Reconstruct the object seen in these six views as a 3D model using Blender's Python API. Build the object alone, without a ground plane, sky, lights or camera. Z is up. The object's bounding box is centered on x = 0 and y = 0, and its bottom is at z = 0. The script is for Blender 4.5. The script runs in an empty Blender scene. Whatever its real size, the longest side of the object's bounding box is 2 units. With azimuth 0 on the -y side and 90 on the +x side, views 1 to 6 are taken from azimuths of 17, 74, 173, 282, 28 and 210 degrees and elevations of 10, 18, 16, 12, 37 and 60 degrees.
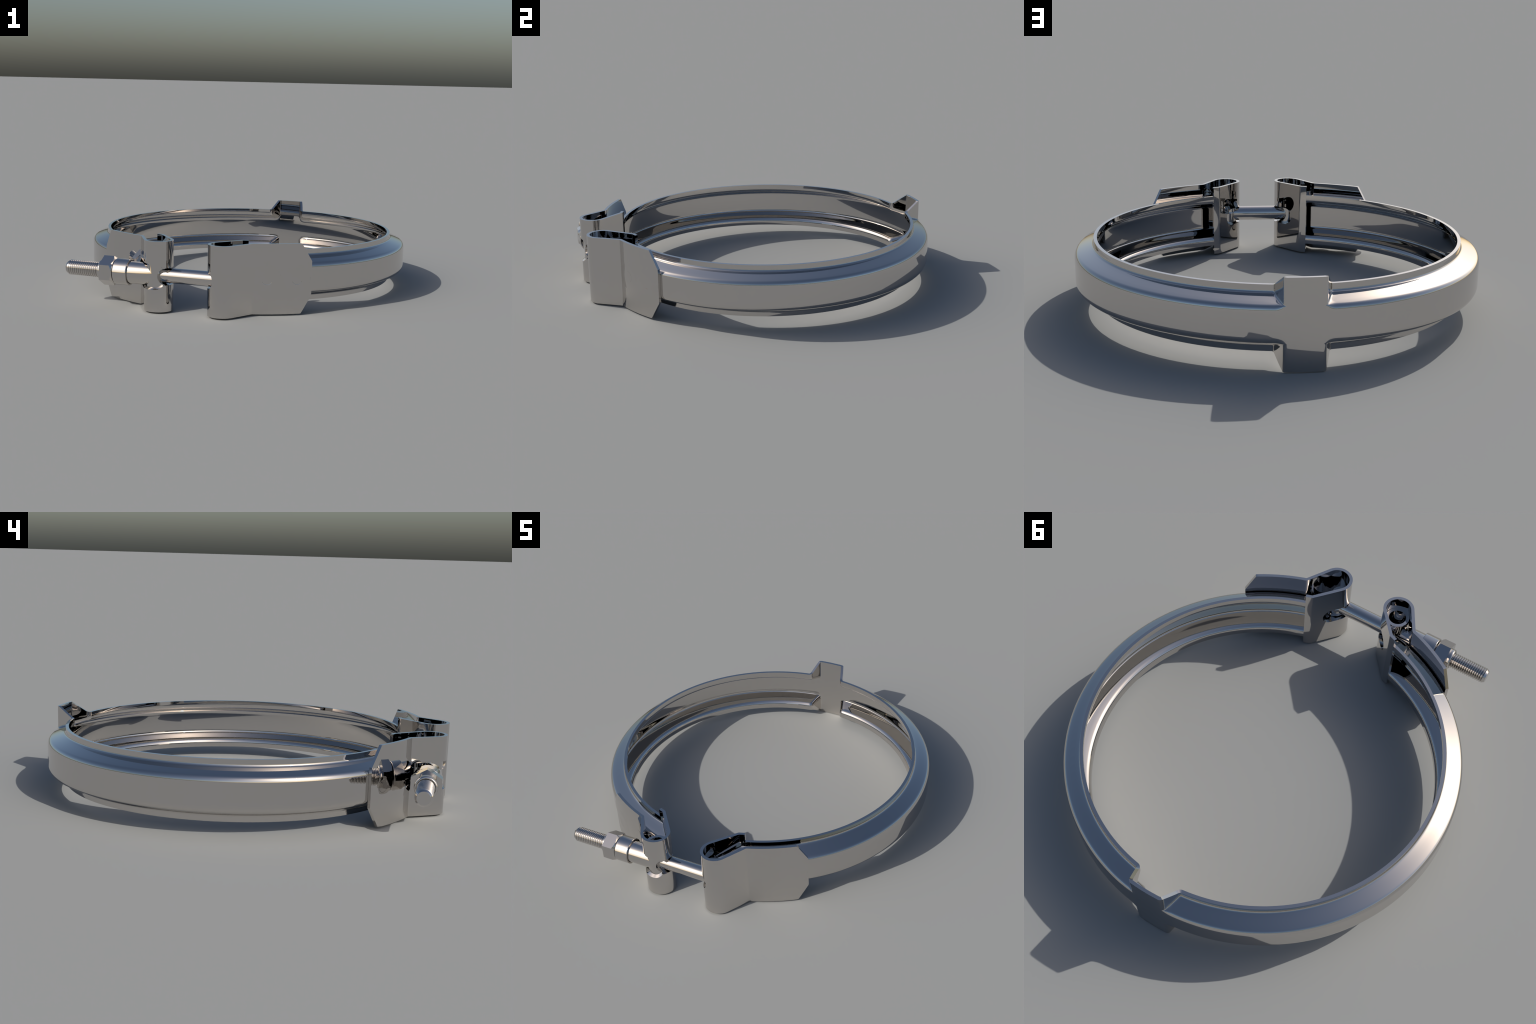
"""A pressed V-band pipe clamp: V-section retaining band with a bridge tab at the
back, two looped strap lugs at the front, trunnions, a T-bolt and a collar nut."""
import bpy, bmesh, math
import numpy as np
from mathutils import Vector, Matrix

ZC = 0.1925                    # mid-height of the clamp
RING_Y = 0.06                  # centre of the band circle is (0, RING_Y)
R_BAND, R_RIM = 0.940, 0.852   # outside radii of the band and of the lips
T_BAND = 0.0154                # sheet thickness of the band
RIM_TOP, TAB_TOP = 0.330, 0.385
BOLT_Y = -0.9245               # bolt axis is parallel to x
LOOP_X, LOOP_Y = 0.178, -0.922
R_PLATE = 0.9485               # centre line of the curved lug plates
T_STRAP = 0.016
LUG_LOW, LUG_HIGH = 0.006, 0.379

# ------------------------------------------------------------------ materials


def steel(name, base, rough, grain=0.02, scale=6.0):
    m = bpy.data.materials.new(name)
    m.use_nodes = True
    nt = m.node_tree
    bsdf = nt.nodes["Principled BSDF"]
    bsdf.inputs["Metallic"].default_value = 1.0
    tex = nt.nodes.new("ShaderNodeTexCoord")
    noise = nt.nodes.new("ShaderNodeTexNoise")
    noise.inputs["Scale"].default_value = scale
    noise.inputs["Detail"].default_value = 4.0
    nt.links.new(tex.outputs["Object"], noise.inputs["Vector"])
    ramp = nt.nodes.new("ShaderNodeValToRGB")
    ramp.color_ramp.elements[0].position = 0.3
    ramp.color_ramp.elements[1].position = 0.7
    ramp.color_ramp.elements[0].color = tuple(c * (1 - grain) for c in base) + (1,)
    ramp.color_ramp.elements[1].color = tuple(min(1, c * (1 + grain)) for c in base) + (1,)
    nt.links.new(noise.outputs["Fac"], ramp.inputs["Fac"])
    nt.links.new(ramp.outputs["Color"], bsdf.inputs["Base Color"])
    rr = nt.nodes.new("ShaderNodeMapRange")
    rr.inputs["To Min"].default_value = rough * 0.95
    rr.inputs["To Max"].default_value = rough * 1.05
    nt.links.new(noise.outputs["Fac"], rr.inputs["Value"])
    nt.links.new(rr.outputs["Result"], bsdf.inputs["Roughness"])
    return m


BASE = (0.616, 0.594, 0.574)
M_BAND = steel("polished_band_steel", BASE, 0.02, 0.004)
M_LUG = steel("polished_strap_steel", BASE, 0.02, 0.004)
M_BOLT = steel("bright_bolt_steel", BASE, 0.04, 0.006, 25.0)

# -------------------------------------------------------------------- helpers


def link(ob, parent=None):
    bpy.context.scene.collection.objects.link(ob)
    if parent is not None:
        ob.parent = parent
    return ob


def mesh_object(name, verts, faces, mat, parent, angle=35.0):
    me = bpy.data.meshes.new(name)
    me.from_pydata([tuple(v) for v in verts], [], faces)
    me.validate()
    bm = bmesh.new()
    bm.from_mesh(me)
    bmesh.ops.recalc_face_normals(bm, faces=bm.faces)
    bm.to_mesh(me)
    bm.free()
    me.materials.append(mat)
    finish(me, angle)
    return link(bpy.data.objects.new(name, me), parent)


def finish(me, angle):
    me.polygons.foreach_set("use_smooth", [True] * len(me.polygons))
    me.set_sharp_from_angle(angle=math.radians(angle))


def lathe(profile, origin=(0, 0, 0), axis="X", n=96, closed=False):
    """Revolve (axial, radius) points about an axis; zero radius closes an end."""
    verts, faces = [], []
    rings = []
    for a, r in profile:
        if r < 1e-6:
            rings.append([len(verts)])
            verts.append((a, 0, 0))
        else:
            rings.append(list(range(len(verts), len(verts) + n)))
            for k in range(n):
                t = math.tau * k / n
                verts.append((a, r * math.cos(t), r * math.sin(t)))
    pairs = list(zip(rings[:-1], rings[1:]))
    if closed:
        pairs.append((rings[-1], rings[0]))
    for p, q in pairs:
        for k in range(n):
            k2 = (k + 1) % n
            if len(p) == 1:
                faces.append((p[0], q[k], q[k2]))
            elif len(q) == 1:
                faces.append((p[k], q[0], p[k2]))
            else:
                faces.append((p[k], q[k], q[k2], p[k2]))
    ox, oy, oz = origin
    if axis == "X":
        out = [(x + ox, y + oy, z + oz) for x, y, z in verts]
    else:
        out = [(y + ox, z + oy, x + oz) for x, y, z in verts]
    return out, faces


def boolean(ob, other, op):
    mod = ob.modifiers.new("cut", "BOOLEAN")
    mod.operation, mod.solver, mod.object = op, "EXACT", other
    dg = bpy.context.evaluated_depsgraph_get()
    me = bpy.data.meshes.new_from_object(ob.evaluated_get(dg))
    ob.modifiers.clear()
    ob.data = me
    bpy.data.objects.remove(other)


def fillet_path(points, radii, step=math.radians(4)):
    """Round the corners of a 2-D polyline."""
    pts = [np.array(p, float) for p in points]
    out = [pts[0]]
    for a, b, c, r in zip(pts[:-2], pts[1:-1], pts[2:], radii):
        u, v = (a - b) / np.linalg.norm(a - b), (c - b) / np.linalg.norm(c - b)
        half = 0.5 * math.acos(max(-1, min(1, float(u @ v))))
        cut = min(r / math.tan(half), 0.48 * np.linalg.norm(a - b), 0.48 * np.linalg.norm(c - b))
        r = cut * math.tan(half)
        centre = b + (u + v) / np.linalg.norm(u + v) * r / math.sin(half)
        p, q = b + u * cut - centre, b + v * cut - centre
        a0 = math.atan2(p[1], p[0])
        turn = (math.atan2(q[1], q[0]) - a0 + math.pi) % math.tau - math.pi
        n = max(2, int(abs(turn) / step))
        for k in range(n + 1):
            t = a0 + turn * k / n
            out.append(centre + r * np.array([math.cos(t), math.sin(t)]))
    out.append(pts[-1])
    return np.array(out)


def smoothstep(t):
    t = np.clip(t, 0, 1)
    return t * t * (3 - 2 * t)


# ------------------------------------------------------------- retaining band


def polar(r, deg):
    return np.array([r * math.cos(math.radians(deg)), RING_Y + r * math.sin(math.radians(deg))])


TAN = math.tan(math.radians(19.5))
Z_SHOULDER = 0.2675      # where band line and flange line would meet
END_OUT = -81.0          # where the cut end of the band meets its outside


def band_half_path():
    """Right half of the lip path seen from above, lug end to tab centre, laid out
    first as (arc length, radius) so that the arcs are straight, then wrapped."""
    th_in = math.degrees(math.acos(0.113 / R_RIM))
    th_out = math.degrees(math.acos(0.083 / R_BAND))
    end, k = -73.6, math.radians(1) * 0.9
    corners = [(END_OUT * k, R_BAND - 0.003), (end * k, R_RIM), (th_in * k, R_RIM), (th_out * k, R_BAND), (90 * k, R_BAND)]
    line = fillet_path(corners, [0.010, 0.013, 0.019], math.radians(5))
    dense = []
    for p, q in zip(line[:-1], line[1:]):
        gap = np.linalg.norm(q - p)
        n = max(1, int(math.ceil(gap / (0.0125 if abs(q[1] - p[1]) < 1e-6 else 0.006))))
        dense += [p + (q - p) * j / n for j in range(n)]
    dense.append(line[-1])
    dense = np.array(dense)
    return dense[:, 0] / k, dense[:, 1], end, th_in, th_out


def band_sections():
    a, r, end, th_in, th_out = band_half_path()
    path = np.array([polar(rr, aa) for aa, rr in zip(a, r)])
    w = np.clip((r - R_RIM) / (R_BAND - R_RIM), 0, 1)     # 0 on the lip, 1 on the tab
    back = a > 0
    top = RIM_TOP + (TAB_TOP - RIM_TOP) * np.clip(w / 0.9, 0, 1)
    # at the lug end a low upstand runs out along the lug's inner flap
    upstand = Z_SHOULDER + (R_BAND - r) * TAN + 0.029 - 0.013 * w
    top = np.where(back, top, np.minimum(RIM_TOP, np.where(w > 0, upstand, RIM_TOP)))
    # sections lean over beside the tab and beside the cut end
    ea_back = np.where(w > 0.02, a - 3.6 * (1 - w) ** 1.3, a - 3.6 * smoothstep((a - (th_in - 13)) / 13))
    ea_front = np.where(w > 0.02, a - 4.6 * (1 - w), a - 4.6 * smoothstep((end + 7.0 - a) / 7.0))
    ea = np.maximum.accumulate(np.where(back, ea_back, ea_front))
    E = np.array([polar(R_BAND, t) for t in ea])
    left = lambda P: P[:-1][::-1] * np.array([-1, 1])
    Q = np.vstack([path, left(path)])
    E = np.vstack([E, left(E)])
    w = np.where(back, w, 0.0)
    notch = ea < -78.2
    both = lambda x: np.concatenate([x, x[:-1][::-1]])
    return Q, E, both(top), both(w), both(notch)


def bezier(p0, p1, p2, n):
    t = np.linspace(0, 1, n)[:, None]
    return (1 - t) ** 2 * p0 + 2 * t * (1 - t) * p1 + t * t * p2


def band_profile(q, e, top):
    """One section, lip top -> band middle, as 3-D points."""
    d = np.array([*(e - q), 0.0])
    length = np.linalg.norm(d)
    d = d / length if length > 1e-6 else np.array([0.0, 1.0, 0.0])
    rq = math.hypot(q[0], q[1] - RING_Y)
    z_b = Z_SHOULDER
    z_c = Z_SHOULDER + max(0.0, R_BAND - rq) * TAN + 0.004 * max(0, 1 - length / 0.05)
    B, C = np.array([*e, z_b]), np.array([*q, z_c])
    bc = (C - B)
    L = np.linalg.norm(bc)
    bc /= L
    up = np.array([0, 0, 1.0])
    b0, b2 = B - up * 0.0245, B + bc * min(0.0195, 0.47 * L)
    c0, c2 = C - bc * min(0.0120, 0.3 * L), C + up * 0.0095
    upper = [np.array([*q, top])] + [np.array([*q, top + (c2[2] - top) * k]) for k in (0.35, 0.7)]
    fil_c = list(bezier(c0, C, c2, 7)[::-1])
    flat = [c0 + (b2 - c0) * k for k in (0.33, 0.67)]
    fil_b = list(bezier(b0, B, b2, 10)[::-1])
    low = [np.array([*e, b0[2] + (ZC - b0[2]) * k]) for k in (0.12, 1.0)]
    return upper + fil_c + flat + fil_b + low


def grid_normals(G):
    """Angle-weighted vertex normals of a grid of points."""
    n, m = G.shape[:2]
    N = np.zeros_like(G)
    a, b, c, d = G[:-1, :-1], G[1:, :-1], G[1:, 1:], G[:-1, 1:]
    f = np.cross(c - a, d - b)
    f /= np.linalg.norm(f, axis=-1, keepdims=True) + 1e-12
    for (i, j), (p, q, s) in {(0, 0): (a, b, d), (1, 0): (b, c, a), (1, 1): (c, d, b), (0, 1): (d, a, c)}.items():
        u, v = q - p, s - p
        ang = np.arccos(np.clip((u * v).sum(-1) / (np.linalg.norm(u, axis=-1) * np.linalg.norm(v, axis=-1) + 1e-12), -1, 1))
        N[i:n - 1 + i, j:m - 1 + j] += f * ang[..., None]
    return N / (np.linalg.norm(N, axis=-1, keepdims=True) + 1e-12)


def build_band(parent):
    Q, E, top, w, notch = band_sections()
    rows = []
    for q, e, t in zip(Q, E, top):
        half = band_profile(q, e, t)
        mirror = [np.array([p[0], p[1], 2 * ZC - p[2]]) for p in half[:-1][::-1]]
        rows.append(half + mirror)
    G = np.array(rows)
    n, m = G.shape[:2]
    N = grid_normals(G)
    mid = N[n // 2, m // 2]
    if mid[1] < 0:
        N = -N
    # keep the lips' ends square: no vertical component on the lip edge
    for j in (0, m - 1):
        N[:, j, 2] = 0
        N[:, j] /= np.linalg.norm(N[:, j], axis=-1, keepdims=True)
    H = G - N * T_BAND
    verts = np.vstack([G.reshape(-1, 3), H.reshape(-1, 3)])
    idx = lambda i, j, s: s * n * m + i * m + j
    faces, region = [], []
    tab = [min(w[i], w[i + 1]) > 0.02 for i in range(n - 1)]
    c = m // 2                                   # row at mid-height

    def solid(i, j):
        """False where the cut ends of the band are notched for the bolt."""
        return 0 <= i < n - 1 and 0 <= j < m - 1 and not (notch[i] and notch[i + 1] and j in (c - 1, c))

    for i in range(n):
        for j in range(m):
            if solid(i, j):
                faces.append((idx(i, j, 0), idx(i + 1, j, 0), idx(i + 1, j + 1, 0), idx(i, j + 1, 0)))
                faces.append((idx(i, j, 1), idx(i, j + 1, 1), idx(i + 1, j + 1, 1), idx(i + 1, j, 1)))
                region += [tab[i]] * 2
            if solid(i, j) != solid(i, j - 1) and i < n - 1:        # edges along the band
                faces.append((idx(i, j, 0), idx(i, j, 1), idx(i + 1, j, 1), idx(i + 1, j, 0)))
                region.append(tab[i])
            if solid(i, j) != solid(i - 1, j) and j < m - 1:        # cut ends
                faces.append((idx(i, j, 0), idx(i, j + 1, 0), idx(i, j + 1, 1), idx(i, j, 1)))
                region.append(False)
    me = bpy.data.meshes.new("whole_band")
    me.from_pydata(verts.tolist(), [], faces)
    bm = bmesh.new()
    bm.from_mesh(me)
    bmesh.ops.recalc_face_normals(bm, faces=bm.faces)
    bm.to_mesh(me)
    bm.free()
    finish(me, 50)
    corner = np.empty(len(me.loops) * 3, np.float32)
    me.corner_normals.foreach_get("vector", corner)
    corner = corner.reshape(-1, 3)
    # split into the band proper and its bridge tab; both keep the whole sheet's normals
    for name, want in (("retaining_band", False), ("bridge_tab", True)):
        polys = [p for p in me.polygons if region[p.index] == want]
        used = sorted({v for p in polys for v in p.vertices})
        back = {v: k for k, v in enumerate(used)}
        part = bpy.data.meshes.new(name)
        part.from_pydata([tuple(me.vertices[v].co) for v in used], [], [[back[v] for v in p.vertices] for p in polys])
        part.polygons.foreach_set("use_smooth", [True] * len(polys))
        part.normals_split_custom_set([tuple(corner[l]) for p in polys for l in p.loop_indices])
        part.materials.append(M_BAND)
        link(bpy.data.objects.new(name, part), parent)
    bpy.data.meshes.remove(me)


# ------------------------------------------------------------------ strap lugs

R_LOOP = 0.078 - T_STRAP / 2
KINK = np.array([0.3095, RING_Y - math.sqrt(R_PLATE ** 2 - 0.3095 ** 2)])
CORNER = np.array([0.2265, -0.7545])
FLAP_END = np.array([0.2575, -0.7435])
TIP_DEG, CHAMFER_DEG, KINK_DEG = -51.75, -55.2, math.degrees(math.atan2(KINK[1] - RING_Y, KINK[0]))


def tangent_points(p, sign):
    """Touching point on the loop's centre circle of the line from p."""
    c = np.array([LOOP_X, LOOP_Y])
    v = p - c
    d = np.linalg.norm(v)
    a = math.atan2(v[1], v[0]) + sign * math.acos(R_LOOP / d)
    return c + R_LOOP * np.array([math.cos(a), math.sin(a)]), a


def strap_path():
    """Centre line of the right strap from plate tip to inner flap; returns points
    and the arc-length marks of kink, loop start, loop end and flap corner."""
    plate = [polar(R_PLATE, t) for t in np.linspace(TIP_DEG, KINK_DEG, 46)]
    t0, a0 = tangent_points(KINK, -1)
    t1, a1 = tangent_points(CORNER, 1)
    if a0 > a1 - math.tau * 0:
        a0 -= 0
    # the loop runs clockwise seen from above (front side first)
    while a1 > a0:
        a1 -= math.tau
    loop = [np.array([LOOP_X + R_LOOP * math.cos(a), LOOP_Y + R_LOOP * math.sin(a)]) for a in np.linspace(a0, a1, 64)]
    straight = lambda p, q, n: [p + (q - p) * k / n for k in range(1, n)]
    k_fil = fillet_path([plate[-3], KINK, KINK + (t0 - KINK) * 0.5], [0.016], math.radians(8))
    c_fil = fillet_path([t1 + (CORNER - t1) * 0.6, CORNER, FLAP_END], [0.012], math.radians(6))
    pts = plate[:-2] + list(k_fil[1:-1]) + straight(k_fil[-2], t0, 26) + loop
    pts += straight(t1, c_fil[1], 44) + list(c_fil[1:])
    return np.array(pts)


def offset_sides(P):
    T = np.gradient(P, axis=0)
    seg = P[1:] - P[:-1]
    seg /= np.linalg.norm(seg, axis=1)[:, None]
    t0, t1 = np.vstack([seg[:1], seg]), np.vstack([seg, seg[-1:]])
    T = t0 + t1
    T /= np.linalg.norm(T, axis=1)[:, None]
    Nn = np.stack([-T[:, 1], T[:, 0]], 1)
    mitre = 1 / np.maximum(0.6, (T * t1).sum(1))
    return P + Nn * (T_STRAP / 2 * mitre)[:, None], P - Nn * (T_STRAP / 2 * mitre)[:, None]


def refine(P, marks, step=0.0022):
    """Densify the path where a slot ends, so its round end is smooth."""
    s = np.concatenate([[0], np.cumsum(np.linalg.norm(P[1:] - P[:-1], axis=1))])
    extra = []
    for m, reach in marks:
        extra += list(m + reach * (1 - np.cos(np.linspace(0, math.pi / 2, 14))))
    keep = [x for x in s if all(abs(x - e) > step * 0.2 for e in extra)]
    ss = np.array(sorted(keep + extra))
    return np.stack([np.interp(ss, s, P[:, 0]), np.interp(ss, s, P[:, 1])], 1), ss


def slot_half(s, a, b, h, ra, rb):
    """Half-height of a slot running a..b along the strap, with rounded ends."""
    if s <= a or s >= b:
        return 0.0
    v = 1.0
    if s < a + ra:
        v = min(v, math.sqrt(max(0, 1 - ((a + ra - s) / ra) ** 2)))
    if s > b - rb:
        v = min(v, math.sqrt(max(0, 1 - ((s - b + rb) / rb) ** 2)))
    return h * v


def build_lug(parent, side, slots_of):
    P = strap_path()
    s = np.concatenate([[0], np.cumsum(np.linalg.norm(P[1:] - P[:-1], axis=1))])
    nearest = lambda x, y: s[np.argmin((P[:, 0] - x) ** 2 + (P[:, 1] - y) ** 2)]
    slots = slots_of(nearest)
    marks = []
    for a, b, h, ra, rb in slots:
        marks += [(a, ra), (b, -rb)]
    P, s = refine(P, marks)
    out, inn = offset_sides(P)
    ang = np.degrees(np.arctan2(P[:, 1] - RING_Y, P[:, 0]))
    verts, faces = [], []
    ROWS = 5
    cols = []
    for i in range(len(P)):
        h = max([slot_half(s[i], *sl) for sl in slots] + [0.0])
        # the broad slot's lips are cut on the slant across the front
        front = float(smoothstep((-0.945 - P[i, 1]) / 0.03))
        h_in = h - 0.011 * front * (h / 0.0675) if len(slots) > 1 and h > 0.046 else h
        cut = 0.0
        if s[i] < 0.2 and ang[i] > CHAMFER_DEG:
            cut = 0.095 * (ang[i] - CHAMFER_DEG) / (TIP_DEG - CHAMFER_DEG)
        lo, hi = LUG_LOW + cut, LUG_HIGH - cut
        col = []
        for side_pts, hh in ((out, h), (inn, h_in)):
            low = list(np.linspace(lo, ZC - hh, ROWS))
            high = list(np.linspace(ZC + h, hi, ROWS))
            ids = []
            for z in low:
                ids.append(len(verts))
                verts.append((side * side_pts[i, 0], side_pts[i, 1], z))
            for k, z in enumerate(high):
                if k == 0 and h < 1e-5:
                    ids.append(ids[ROWS - 1])
                    continue
                ids.append(len(verts))
                verts.append((side * side_pts[i, 0], side_pts[i, 1], z))
            col.append(ids)
        cols.append((col[0], col[1], h))

    def quad(*v):
        u = []
        for x in v:
            if x not in u:
                u.append(x)
        if len(u) >= 3:
            faces.append(tuple(u))

    for (o0, i0, h0), (o1, i1, h1) in zip(cols[:-1], cols[1:]):
        for k in range(2 * ROWS - 1):
            if k == ROWS - 1:
                if h0 > 1e-5 or h1 > 1e-5:      # slot walls
                    quad(o0[k], i0[k], i1[k], o1[k])
                    quad(o0[k + 1], o1[k + 1], i1[k + 1], i0[k + 1])
                continue
            quad(o0[k], o1[k], o1[k + 1], o0[k + 1])
            quad(i0[k], i0[k + 1], i1[k + 1], i1[k])
        quad(o0[0], i0[0], i1[0], o1[0])
        quad(o0[-1], o1[-1], i1[-1], i0[-1])
    for o, i, h in (cols[0], cols[-1]):
        for k in range(2 * ROWS - 1):
            if k != ROWS - 1:
                quad(o[k], o[k + 1], i[k + 1], i[k])
    lug = mesh_object("strap_lug", verts, faces, M_LUG, parent, 30)
    return lug


def weld_spot_mesh():
    """A round dimple in a barely raised swelling of the lug plate (local x outwards)."""
    prof = [(-0.0003, 0.0790), (0.0000, 0.0745), (0.00024, 0.0520), (0.00052, 0.0296),
            (0.00049, 0.0292), (0.00012, 0.0284), (0.00010, 0.0280), (0.00010, 0.015), (0.00010, 0.0)]
    n = 96
    v, f = lathe(prof, n=n)
    r = R_PLATE + T_STRAP / 2
    out = []
    for x, y, z in v:          # bend onto the plate's cylinder
        t = y / r
        out.append(((r + x) * math.cos(t) - r, (r + x) * math.sin(t), z))
    me = bpy.data.meshes.new("weld_spot")
    me.from_pydata(out, [], f)
    bm = bmesh.new()
    bm.from_mesh(me)
    bmesh.ops.recalc_face_normals(bm, faces=bm.faces)
    if sum(fc.normal.x for fc in bm.faces) < 0:
        bmesh.ops.reverse_faces(bm, faces=bm.faces)
    bm.to_mesh(me)
    bm.free()
    me.materials.append(M_LUG)
    finish(me, 60)
    return me


# ---------------------------------------------------------- trunnion and bolt

BARREL_R, BARREL_LOW, BARREL_HIGH = 0.0598, ZC - 0.1175, ZC + 0.1175


def build_trunnion(parent):
    """Hollow upright barrel with a sleeve round the bolt."""
    c = (-LOOP_X, BOLT_Y, 0)
    v, f = lathe([(BARREL_LOW, 0), (BARREL_LOW, BARREL_R), (BARREL_HIGH, BARREL_R), (BARREL_HIGH, 0)], c, "Z", 144)
    ob = mesh_object("trunnion", v, f, M_BOLT, parent)
    ax = (0, BOLT_Y, ZC)
    v, f = lathe([(-0.400, 0), (-0.400, 0.0594), (-LOOP_X, 0.0594), (-LOOP_X, 0)], ax, "X", 144)
    boolean(ob, mesh_object("sleeve", v, f, M_BOLT, None), "UNION")
    v, f = lathe([(0.0, 0), (0.0, 0.0435), (0.45, 0.0435), (0.45, 0)], c, "Z", 128)
    boolean(ob, mesh_object("bore", v, f, M_BOLT, None), "DIFFERENCE")
    v, f = lathe([(-0.45, 0), (-0.45, 0.0435), (-0.19, 0.0435), (-0.19, 0)], ax, "X", 128)
    boolean(ob, mesh_object("bore", v, f, M_BOLT, None), "DIFFERENCE")
    # the mouth towards the other lug is a round-ended slot, open front and back
    v, f = lathe([(-0.12, 0), (-0.12, 0.0445), (0.12, 0.0445), (0.12, 0)], (0, 0, 0), "X", 144)
    v = [(y - 0.1160, BOLT_Y + x, ZC + z) for x, y, z in v]
    boolean(ob, mesh_object("mouth", v, f, M_BOLT, None), "DIFFERENCE")
    finish(ob.data, 30)
    return ob


HEAD_X, HEAD_R = 0.1560, 0.0408
HEAD_LOW, HEAD_HIGH = ZC - 0.0985, ZC + 0.0985


def build_bolt(parent):
    tip, pitch, crest, root = -0.7060, 0.0115, 0.0404, 0.0338
    # smooth shank, from inside the head to under the collar
    v, f = lathe([(HEAD_X, 0), (HEAD_X, 0.0396), (-0.428, 0.0396), (-0.430, 0.036), (-0.430, 0)], (0, BOLT_Y, ZC), "X", 96)
    shank = mesh_object("t_bolt", v, f, M_BOLT, parent)
    # barrel-shaped head inside the right lug
    b = 0.003
    arc = [(HEAD_R - b + b * math.sin(t), b - b * math.cos(t)) for t in np.linspace(0, math.pi / 2, 6)]
    prof = [(HEAD_LOW, 0)] + [(HEAD_LOW + d, r) for r, d in arc] + [(HEAD_HIGH - d, r) for r, d in arc[::-1]] + [(HEAD_HIGH, 0)]
    v, f = lathe(prof, (HEAD_X, BOLT_Y, 0), "Z", 96)
    head = mesh_object("bolt_head", v, f, M_BOLT, shank)
    # broader foot of the head, filling the loop behind the pin
    foot = [(ZC - 0.060, 0), (ZC - 0.060, 0.054), (ZC - 0.057, 0.0565), (ZC + 0.010, 0.0565), (ZC + 0.014, 0.054), (ZC + 0.014, 0)]
    v, f = lathe(foot, (LOOP_X - 0.001, BOLT_Y + 0.002, 0), "Z", 96)
    boolean(head, mesh_object("foot", v, f, M_BOLT, None), "UNION")
    finish(head.data, 30)
    # helical thread
    nphi, per = 72, 8
    shape = [(0.0, 0.0), (0.06, 0.0), (0.18, 0.45), (0.30, 0.9), (0.38, 1.0), (0.64, 1.0), (0.74, 0.85), (0.88, 0.35)]
    turns = int((-0.425 - tip) / pitch) + 2
    verts, faces = [], []
    count = turns * per
    for i in range(count + 1):
        frac, hgt = shape[i % per]
        for j in range(nphi):
            ph = math.tau * j / nphi
            x = -0.425 - pitch * (i // per + frac + j / nphi)
            r = root + (crest - root) * hgt
            x = max(x, tip)
            r = min(r, 0.0305 + (x - tip) * 0.62)
            verts.append((x, BOLT_Y + r * math.cos(ph), ZC + r * math.sin(ph)))
    for i in range(count):
        for j in range(nphi):
            if j == nphi - 1:
                if i + per <= count - 1:
                    # after one turn the helix lands one pitch further on
                    faces.append((i * nphi + j, (i + 1) * nphi + j, (i + 1 + per) * nphi, (i + per) * nphi))
            else:
                faces.append((i * nphi + j, (i + 1) * nphi + j, (i + 1) * nphi + j + 1, i * nphi + j + 1))
    me_v, me_f = verts, faces
    cap, capf = lathe([(tip - 0.0004, 0), (tip - 0.0004, 0.0301), (tip + 0.0004, 0.0308)], (0, BOLT_Y, ZC), "X", nphi)
    base = len(me_v)
    me_v = me_v + cap
    me_f = me_f + [tuple(k + base for k in q) for q in capf]
    thread = mesh_object("screw_thread", me_v, me_f, M_BOLT, shank, 40)
    # drop slivers squeezed flat against the tip plane
    bm = bmesh.new()
    bm.from_mesh(thread.data)
    flat = [q for q in bm.faces if q.calc_area() < 1e-9]
    bmesh.ops.delete(bm, geom=flat, context="FACES")
    bm.to_mesh(thread.data)
    bm.free()
    finish(thread.data, 40)
    return shank


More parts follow.
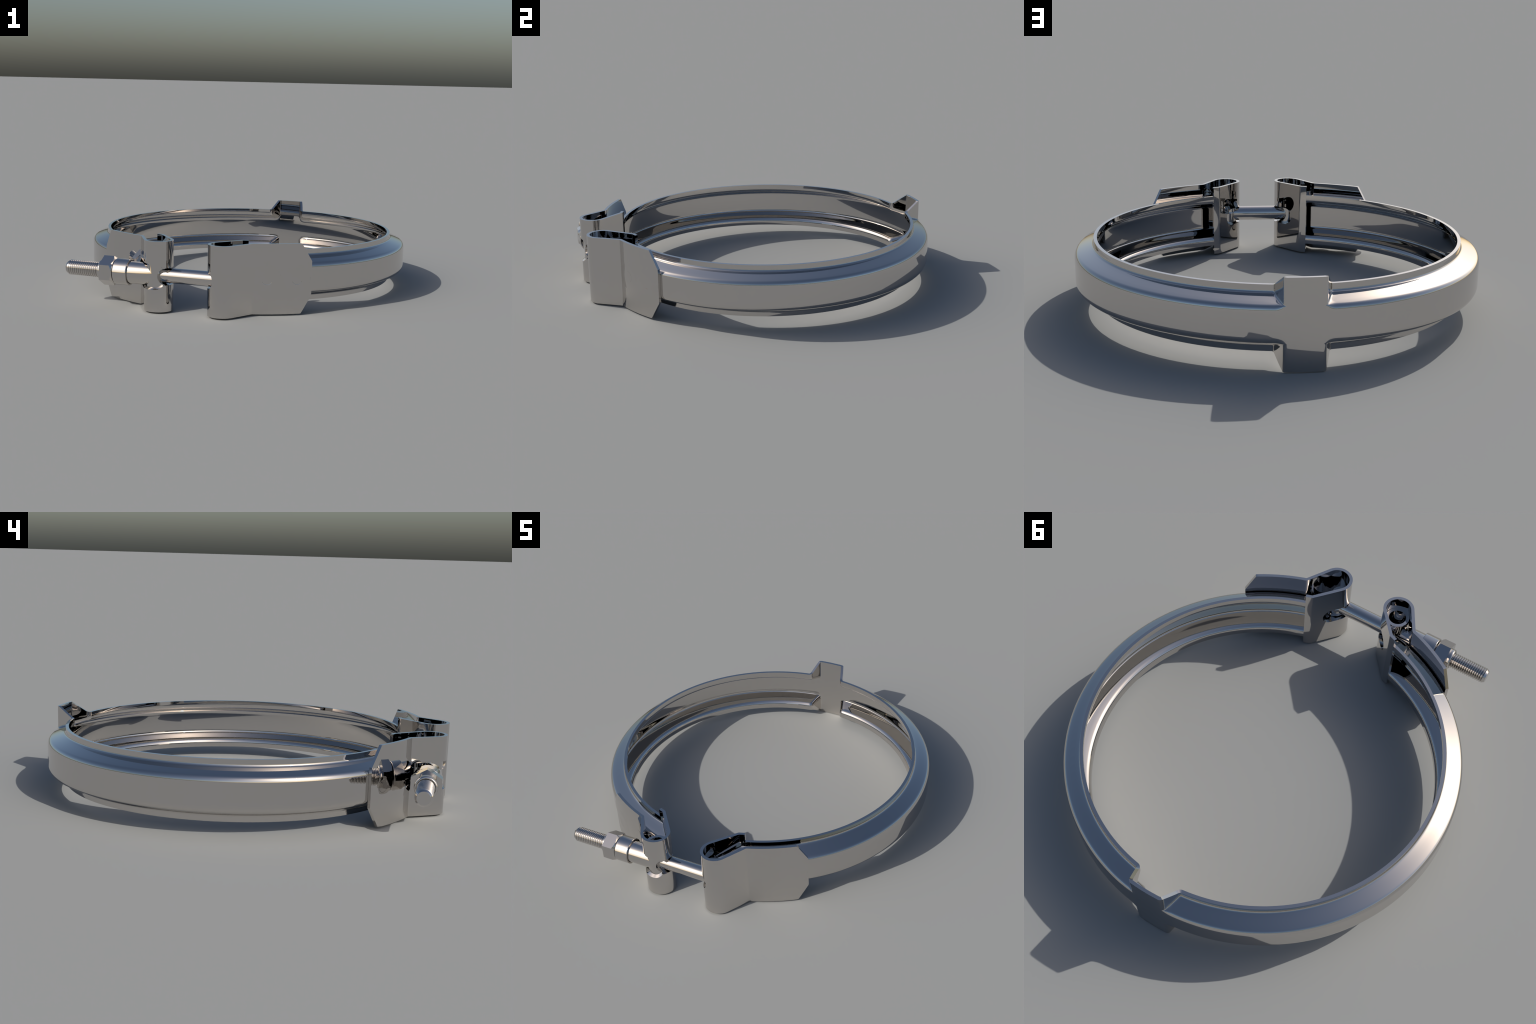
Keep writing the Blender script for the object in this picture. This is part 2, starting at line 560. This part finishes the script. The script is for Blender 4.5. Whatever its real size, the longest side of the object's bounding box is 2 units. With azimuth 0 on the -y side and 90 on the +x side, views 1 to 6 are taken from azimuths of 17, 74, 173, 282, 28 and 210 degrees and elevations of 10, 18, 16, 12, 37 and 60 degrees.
def build_nut(parent):
    x0, x1, rc = -0.4905, -0.4195, 0.0803          # corners stand up and down
    hexa = [(math.cos(math.radians(30 + 60 * k)) * rc, math.sin(math.radians(30 + 60 * k)) * rc) for k in range(6)]
    verts = [(x, BOLT_Y + a, ZC + b) for x in (x0, x1) for a, b in hexa]
    faces = [tuple(range(6)), tuple(range(11, 5, -1))] + [(k, k + 6, (k + 1) % 6 + 6, (k + 1) % 6) for k in range(6)]
    nut = mesh_object("hex_nut", verts, faces, M_BOLT, parent)
    rf = 0.0665
    v, f = lathe([(x0 - 0.0001, 0), (x0 - 0.0001, rf + 0.0185), (x1 - 0.0180, rf + 0.0195), (x1 + 0.0001, rf - 0.001), (x1 + 0.0001, 0)], (0, BOLT_Y, ZC), "X", 128)
    boolean(nut, mesh_object("cone", v, f, M_BOLT, None), "INTERSECT")
    finish(nut.data, 25)
    # rounded locking collar on the outer face
    prof = [(x0 + 0.004, 0.0535), (x0 - 0.004, 0.0535), (x0 - 0.010, 0.0535)]
    prof += [(x0 - 0.0125 - 0.0095 * math.sin(t), 0.0462 + 0.0073 * math.cos(t)) for t in np.linspace(0, math.pi / 2, 8)]
    prof += [(x0 - 0.0222, 0.0440), (x0 - 0.0205, 0.0426), (x0 - 0.004, 0.0424)]
    v, f = lathe(prof, (0, BOLT_Y, ZC), "X", 96)
    mesh_object("lock_collar", v, f, M_BOLT, nut)
    return nut


def build_washer(parent):
    x0, x1, r, ri, b = -0.4155, -0.3370, 0.0702, 0.0612, 0.004
    arc = [(b - b * math.cos(t), b - b * math.sin(t)) for t in np.linspace(0, math.pi / 2, 6)]
    prof = [(x0, 0.046), (x0, r - b - 0.002), (x0, r - b)] + [(x0 + d, r - e) for d, e in arc[1:]]
    prof += [(x0 + b + 0.002, r), (x0 + 0.02, r), (x1 - 0.02, r), (x1 - 0.004, r), (x1 - 0.002, r), (x1 - 0.0005, r - 0.0008), (x1, r - 0.002), (x1, ri + 0.001), (x1 - 0.001, ri), (x1 - 0.05, ri), (x1 - 0.05, 0.046)]
    v, f = lathe(prof, (0, BOLT_Y, ZC), "X", 112, closed=True)
    return mesh_object("collar_washer", v, f, M_BOLT, parent)


# ---------------------------------------------------------------------- build

clamp = link(bpy.data.objects.new("band_clamp", None))
clamp["label"] = "polished steel V-band pipe clamp with T-bolt and nut"
clamp["category"] = "hose clamp"

build_band(clamp)


def inner_slot(near):
    """Slot for the bolt: from the loop's front round to the inner flap."""
    a = near(0.150, -0.986)
    b = near(0.188, -0.804)
    return (a, b, 0.0455, 0.034, 0.0455)


right = build_lug(clamp, 1, lambda near: [inner_slot(near)])
left = build_lug(clamp, -1, lambda near: [
    inner_slot(near),
    (near(0.330, -0.83), near(0.122, -0.965), 0.0675, 0.045, 0.055)])

spot = weld_spot_mesh()
for lug, side in ((right, 1), (left, -1)):
    for deg in (-66.2, -56.6):
        ob = link(bpy.data.objects.new("weld_spot", spot), lug)
        a = deg if side > 0 else 180 - deg
        p = polar(R_PLATE + T_STRAP / 2, a)
        ob.location = (p[0], p[1], ZC)
        ob.rotation_euler = (0, 0, math.radians(a))

build_trunnion(clamp)
build_bolt(clamp)
build_nut(clamp)
build_washer(clamp)
